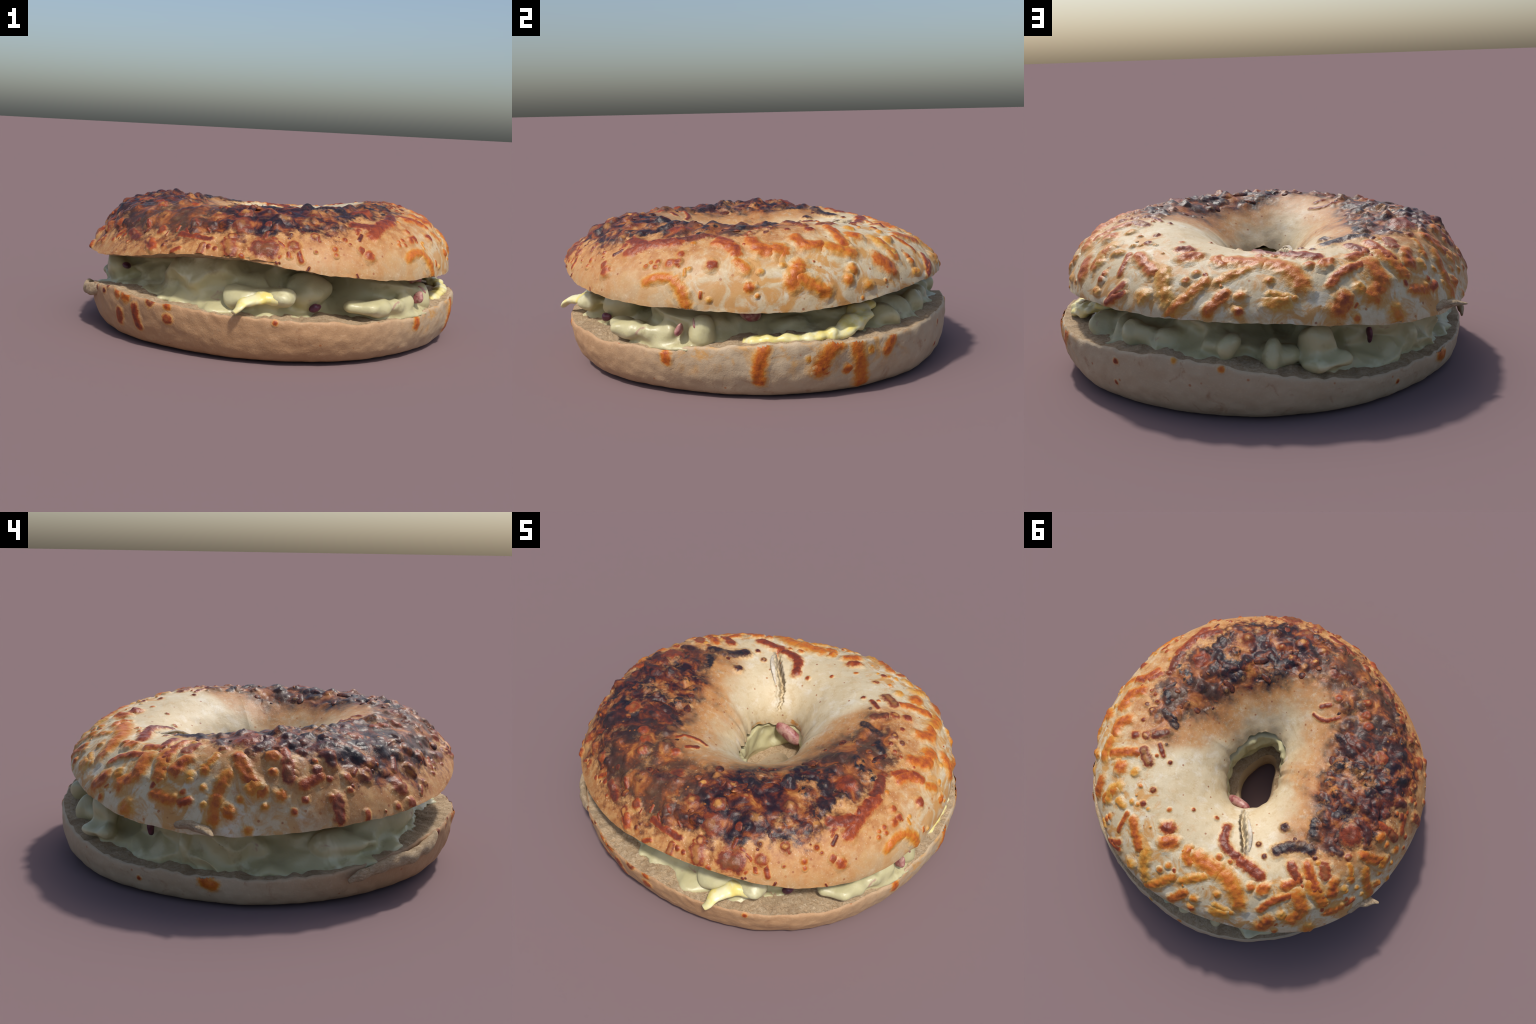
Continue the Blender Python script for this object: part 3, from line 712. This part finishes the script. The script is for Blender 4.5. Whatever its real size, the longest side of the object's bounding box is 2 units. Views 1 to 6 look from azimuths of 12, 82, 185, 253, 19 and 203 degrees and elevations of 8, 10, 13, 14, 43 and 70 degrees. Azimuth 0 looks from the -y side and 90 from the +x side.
# loose small spots of cheese, spattered toward the cut edge
spots = random.Random(77)
for k in range(80):
    if k < 50:
        deg, phi, tone = spots.uniform(186, 312), spots.triangular(-6, 48, 30), spots.uniform(1.5, 2.6)
    else:
        deg, phi, tone = spots.uniform(-30, 150), spots.uniform(0, 70), spots.uniform(0.2, 1.6)
    hit = on_upper(deg, phi)
    if hit[0] is None:
        continue
    t = math.radians(deg)
    nrm = hit[1] if hit[1].dot(hit[0] - Vector((CORE_R * math.cos(t), CORE_R * math.sin(t), CORE_Z))) > 0 else -hit[1]
    W = spots.triangular(0.004, 0.015, 0.006)
    L = W * spots.uniform(1.2, 2.5) if spots.random() < 0.45 else 0.0
    patch("cheese_shred" if L else "cheese_blister", TREE_UP, top_bun, hit[0], nrm, deg, spots.uniform(40, 140), L, W, 0.0, tone, rnd=spots)

# course of the lifted edge of crust beside the split
flap_path = []
for deg, phi, out in ((106.3, 94, -.002), (106.3, 104, .006), (105.8, 115, .009), (104.8, 127, .008), (103.2, 138, .004), (101.0, 148, -.003)):
    h3 = on_upper(deg, phi)
    flap_path.append(h3[0] + (h3[1] if h3[1].z > 0 else -h3[1]) * out)

for deg, z, heading, L, W, bend, tone in CHEESE_ON_LOWER_HALF:
    W *= 1.15
    tone += 0.4 if 210 < deg < 300 else 0.0
    t = math.radians(deg)
    out = Vector((math.cos(t), math.sin(t), 0))
    hit = TREE_LOW.ray_cast(out * 1.3 + Vector((0, 0, z)), -out, 1.0)
    if hit[0] is None:
        continue
    nrm = hit[1] if hit[1].dot(out) > 0 else -hit[1]
    patch("cheese_shred" if L > W else "cheese_blister", TREE_LOW, low_bun, hit[0], nrm, deg, heading, L, W, bend, tone, rise=min(0.007, 0.2 * W), rnd=rnd, mat=M_CHEESE_LOW)

# scorched crumbs and bubbles too many to count, thick in the browned band, joined into one part
def ball():
    bm = bmesh.new()
    bmesh.ops.create_icosphere(bm, subdivisions=3, radius=1.0)
    v = [x.co.copy() for x in bm.verts]
    f = [tuple(y.index for y in x.verts) for x in bm.faces]
    bm.free()
    return v, f

def scorched_crumbs(count):
    g = random.Random(23)
    bv, bf = ball()
    verts, faces = [], []
    done = 0
    while done < count:
        deg, phi = g.uniform(0, 360), g.uniform(5, 135)
        if g.random() > brown_at(deg, phi) ** 1.5:
            continue
        hit = on_upper(deg, phi)
        if hit[0] is None:
            continue
        t = math.radians(deg)
        n_ = hit[1] if hit[1].dot(hit[0] - Vector((CORE_R * math.cos(t), CORE_R * math.sin(t), CORE_Z))) > 0 else -hit[1]
        a = g.uniform(0.009, 0.024)
        long = g.uniform(0.9, 1.5) if g.random() < 0.6 else g.uniform(1.5, 2.6)
        m = Matrix.Translation(hit[0] - n_ * a * 0.25) @ n_.to_track_quat("Z", "Y").to_matrix().to_4x4() @ Matrix.Rotation(g.uniform(0, 6.3), 4, "Z") @ Matrix.Diagonal((a * long, a, a * g.uniform(0.40, 0.65), 1))
        sd, base = g.uniform(0, 90), len(verts)
        for u in bv:
            v = m @ u
            verts.append(v + (v - hit[0]) * 0.25 * nz(v, 0.7 / a, sd))
        faces += [tuple(base + k for k in f) for f in bf]
        done += 1
    return mesh_from("scorched_crumbs", verts, faces)

def scorched_material():
    n = Net("scorched_cheese")
    f = n.noise(26.0, 5.0, 0.7)
    col = n.ramp(f, [(0.32, (0.012, 0.009, 0.012)), (0.44, (0.05, 0.016, 0.013)), (0.54, (0.14, 0.032, 0.014)), (0.64, (0.27, 0.085, 0.022)), (0.74, (0.46, 0.21, 0.06))])
    n.bump(n.noise(90.0, 4.0), 0.5, 0.004)
    return n.done(col, 0.45, 0.3)

add("scorched_crumbs", scorched_crumbs(45), top_bun, scorched_material(), kind="stuff")

# ---------------------------------------------------------------- filling
# radius at which the filling meets the lower cut face
SPREAD = [(0, .86), (15, .90), (25, .94), (32, .92), (45, .91), (60, .90), (75, .91), (88, .88), (100, .85), (112, .89), (125, .88), (135, .87), (143, .88), (150, .88), (158, .86),
          (168, .85), (178, .88), (190, .91), (200, .90), (210, .87), (222, .82), (235, .80), (248, .84), (258, .84), (266, .84), (272, .83), (278, .88), (286, .88), (294, .86),
          (302, .81), (311, .83), (318, .92), (325, .94), (333, .93), (345, .88)]
# how far the filling draws back under the upper half
DRAWN = [(0, .11), (20, .16), (35, .20), (60, .17), (80, .12), (100, .14), (120, .10), (132, .04), (150, .0), (160, .05), (175, .10), (190, .10), (200, .08), (215, .08), (240, .09), (257, .06), (268, .06), (280, .14), (298, .22), (312, .22), (322, .12), (328, .06), (338, .07)]
# dark pockets between the lumps: azimuth, height between the halves 0..1, depth, half width in degrees
HOLLOWS = [(88, .75, .09, 9), (98, .7, .10, 6), (120, .55, .12, 6), (163, .75, .06, 6), (190, .9, .08, 9), (-8, .7, .09, 8), (8, .65, .10, 10), (30, .9, .06, 8), (232, .6, .12, 8), (277, .85, .09, 8), (306, .7, .08, 8), (130, .6, .07, 4), (60, .95, .05, 6), (216, .3, .04, 4), (247, .25, .04, 2.5), (292, .3, .05, 4), (178, .8, .06, 10)]
# lumps: azimuth, radius, height, half sizes along the ring / outward / up
LUMPS = [(190, .80, .248, .12, .10, .052), (210, .79, .305, .070, .07, .070), (247, .66, .320, .055, .07, .10), (258, .68, .275, .08, .07, .04), (277, .79, .300, .11, .08, .055),
         (296, .72, .315, .10, .09, .070), (286, .82, .312, .07, .08, .040), (315, .85, .262, .11, .09, .042), (328, .89, .275, .07, .06, .060), (339, .87, .285, .045, .06, .065),
         (323, .89, .265, .05, .05, .045), (347, .72, .290, .06, .07, .05), (5, .74, .260, .09, .07, .035), (20, .76, .262, .09, .08, .04),
         (46, .80, .275, .055, .07, .07), (53, .84, .285, .045, .06, .06), (66, .82, .295, .06, .06, .055), (36, .84, .270, .07, .07, .055),
         (58, .82, .290, .06, .06, .04), (80, .81, .275, .075, .07, .050), (97, .80, .235, .08, .07, .035), (109, .82, .268, .07, .08, .070),
         (110, .86, .215, .11, .09, .035), (84, .86, .300, .04, .06, .05), (96, .84, .245, .03, .07, .06), (133, .76, .190, .07, .07, .045),
         (141, .79, .215, .022, .06, .08), (124, .68, .250, .06, .07, .07), (148, .71, .215, .05, .07, .065), (163, .73, .195, .050, .055, .05),
         (180, .69, .205, .13, .09, .06), (199, .77, .240, .11, .07, .085), (225, .62, .290, .10, .08, .09), (240, .60, .260, .08, .08, .06)]

def build_salad():
    parts_v, parts_f = [], []
    nt, nq = 300, 22
    for i in range(nt):
        t = 2 * math.pi * i / nt
        d = math.degrees(t)
        R = float(around(SPREAD, d))
        zb = float(ring(LOW_RIM_Z, np.array(t))) - 0.012
        zt = float(ring(TOP_RIM_Z, np.array(t))) + 0.004
        rin = float(hole_radius(np.array(t))) - 0.006 + 0.02 * math.sin(t)
        for q in range(nq):
            f = q / (nq - 1)
            r = R - float(around(DRAWN, d)) * f ** 0.7 + 0.02 * math.exp(-(f / 0.12) ** 2)
            for ha, hf, hd, hw in HOLLOWS:
                da = ((d - ha + 180) % 360 - 180) / hw
                if abs(da) < 3:
                    r -= hd * math.exp(-da * da - ((f - hf) / 0.32) ** 2)
            r += 0.04 * fbm((math.cos(t) * 0.9, math.sin(t) * 0.9, f * 0.35), 5.0, 14.0, 3)
            sag = f + 0.35 * nz((math.cos(t), math.sin(t), 0), 3.0, 51.0)
            r += 0.026 * (1 - 2 * abs(math.sin(math.pi * 1.6 * sag + 2.5 * nz((math.cos(t), math.sin(t), 0), 4.5, 63.0))))
            parts_v.append((r * math.cos(t), r * math.sin(t), zb + (zt - zb) * f))
        for q in range(6):
            f = 1 - q / 5
            r = rin + 0.03 * nz((math.cos(t), math.sin(t), f), 4.0, 3.0) + 0.015 * nz((math.cos(t), math.sin(t), f), 9.0, 13.0)
            ztop = min(zt, 0.385 - 0.035 * math.sin(t))
            parts_v.append((r * math.cos(t), r * math.sin(t), zb + (ztop - zb) * f))
    parts_f += loop_faces(nt, nq + 6)
    me = mesh_from("salad_raw", parts_v, parts_f)
    bm = bmesh.new()
    bm.from_mesh(me)
    for deg, r, z, sa, sr, sz in LUMPS:
        r, sa, sz = r + 0.018, 1.15 * sa, 1.1 * sz
        t = math.radians(deg)
        m = Matrix.Translation((r * math.cos(t), r * math.sin(t), z)) @ Matrix.Rotation(t, 4, "Z") @ Matrix.Diagonal((sr, sa, sz, 1))
        new = bmesh.ops.create_icosphere(bm, subdivisions=4, radius=1.0, matrix=m)["verts"]
        c = Vector((r * math.cos(t), r * math.sin(t), z))
        for v in new:
            v.co += (v.co - c) * (0.45 * fbm(v.co, 6.0, 40 + deg * 0.1, 2))
    bmesh.ops.recalc_face_normals(bm, faces=bm.faces)
    bm.to_mesh(me)
    bm.free()
    tmp = bpy.data.objects.new("salad_raw", me)
    bpy.context.collection.objects.link(tmp)
    a = tmp.modifiers.new("fuse", "REMESH")
    a.mode, a.voxel_size = "VOXEL", 0.0085
    b = tmp.modifiers.new("melt", "SMOOTH")
    b.factor, b.iterations = 0.5, 16
    bpy.context.view_layer.update()
    out = bpy.data.meshes.new_from_object(tmp.evaluated_get(bpy.context.evaluated_depsgraph_get()))
    bpy.data.objects.remove(tmp)
    co, nn = np.empty(len(out.vertices) * 3, np.float32), np.empty(len(out.vertices) * 3, np.float32)
    out.vertices.foreach_get("co", co)
    out.vertex_normals.foreach_get("vector", nn)
    co, nn = co.reshape(-1, 3), nn.reshape(-1, 3)
    h = np.array([0.020 * (1 - 2 * abs(nz(p, 5.5, 31.0))) - 0.012 + 0.010 * fbm(p, 9.0, 6.0, 2) for p in co.tolist()])
    out.vertices.foreach_set("co", (co + nn * h[:, None]).astype(np.float32).ravel())
    out.update()
    return out

salad = add("egg_salad_filling", build_salad(), root, M_SALAD)

def tube(name, path, radii, parent, mat, flat=0.5, steps=40, seed=0.0, rough=0.5):
    """Tapered, slightly flattened and lumpy strip along a smooth path."""
    path = [Vector(p) for p in path]
    def at(f):
        x = f * (len(path) - 1)
        i = min(int(x), len(path) - 2)
        u = x - i
        p0, p1, p2, p3 = path[max(0, i - 1)], path[i], path[i + 1], path[min(len(path) - 1, i + 2)]
        return 0.5 * (2 * p1 + (p2 - p0) * u + (2 * p0 - 5 * p1 + 4 * p2 - p3) * u * u + (3 * p1 - p0 - 3 * p2 + p3) * u ** 3)
    verts, n = [], 18
    for i in range(steps + 1):
        f = i / steps
        c = at(f)
        tan = (at(min(1, f + 0.01)) - at(max(0, f - 0.01))).normalized()
        side = tan.cross(Vector((0, 0, 1))).normalized()
        up = side.cross(tan)
        r = float(np.interp(f, np.linspace(0, 1, len(radii)), radii))
        for k in range(n):
            a = 2 * math.pi * k / n
            v = c + side * (r * math.cos(a)) + up * (r * flat * math.sin(a))
            v += (v - c) * rough * nz(v, 20.0, seed)
            verts.append(v)
    faces = [(i * n + k, i * n + (k + 1) % n, (i + 1) * n + (k + 1) % n, (i + 1) * n + k) for i in range(steps) for k in range(n)]
    faces += [tuple(range(n))[::-1], tuple(steps * n + k for k in range(n))]
    return add(name, mesh_from(name, verts, faces), parent, mat)

def ringpoint(deg, r, z):
    t = math.radians(deg)
    return (r * math.cos(t), r * math.sin(t), z)

tube("torn_flap", flap_path, [0.004, 0.009, 0.011, 0.010, 0.008, 0.003], top_bun, M_SPLIT, 0.5, 50, seed=9.0, rough=0.45)
# strand of egg hanging over the front edge
tube("egg_strand", [(0.22, -0.80, 0.30), (0.136, -0.865, 0.303), (0.085, -0.93, 0.285), (0.046, -0.972, 0.250)], [0.05, 0.046, 0.032, 0.016], salad, M_EGG, 0.5, seed=2.0, rough=0.7)
# slice of egg along the right edge, climbing toward the upper half
tube("egg_slice", [ringpoint(-10, .89, .240), ringpoint(-2, .925, .250), ringpoint(5, .935, .252), ringpoint(12, .94, .256), ringpoint(18, .920, .276), ringpoint(23, .89, .300), ringpoint(28, .845, .325), ringpoint(33, .78, .34)], [0.02, 0.036, 0.026, 0.040, 0.044, 0.046, 0.046, 0.04], salad, M_EGG, 0.6, 70, seed=5.0, rough=1.0)
# peeled strip of crust at the left edge of the lower half
tube("peeled_crust", [ringpoint(185, .960, .122), ringpoint(188, .966, .146), ringpoint(193, .970, .166), ringpoint(199, .972, .178), ringpoint(206, .972, .190), ringpoint(213, .962, .206), ringpoint(219, .94, .222)], [0.006, 0.014, 0.017, 0.019, 0.020, 0.020, 0.012], low_bun, M_CRUMB, 1.5, 60, seed=7.0)
# curl of crust at the rear edge of the upper half
tube("crust_curl", [ringpoint(143, .92, .360), ringpoint(147, .955, .358), ringpoint(150.5, .985, .352), ringpoint(152.5, 1.025, .345)], [0.040, 0.036, 0.026, 0.006], top_bun, M_CRUMB, 0.6, seed=3.0)

def chunk(name, deg, r, z, size, mat, seed, tilt=0.0):
    bm = bmesh.new()
    t = math.radians(deg)
    m = Matrix.Translation(ringpoint(deg, r, z)) @ Matrix.Rotation(t, 4, "Z") @ Matrix.Rotation(tilt, 4, "X") @ Matrix.Diagonal((*size, 1))
    c = Vector(ringpoint(deg, r, z))
    for v in bmesh.ops.create_icosphere(bm, subdivisions=4, radius=1.0, matrix=m)["verts"]:
        v.co += (v.co - c) * 0.5 * nz(v.co, 0.9 / max(size), seed)
    me = bpy.data.meshes.new(name)
    bm.to_mesh(me)
    bm.free()
    return add(name, me, salad, mat)

chunk("red_onion_piece", 338, .905, .300, (.030, .016, .045), M_ONION, 3.0, 0.5)
chunk("red_onion_piece", 333, .930, .290, (.024, .014, .034), M_ONION, 8.0, -0.4)
chunk("red_onion_piece", 79, .232, .330, (.032, .095, .040), M_ONION, 21.0, 0.35)
chunk("red_onion_piece", 352, .80, .33, (.04, .05, .03), M_ONION, 12.0)
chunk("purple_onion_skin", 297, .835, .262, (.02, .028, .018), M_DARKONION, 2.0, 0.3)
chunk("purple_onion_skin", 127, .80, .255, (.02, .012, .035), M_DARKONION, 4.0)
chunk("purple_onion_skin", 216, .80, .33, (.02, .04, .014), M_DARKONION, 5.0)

# bring everything onto the ground
bpy.context.view_layer.update()
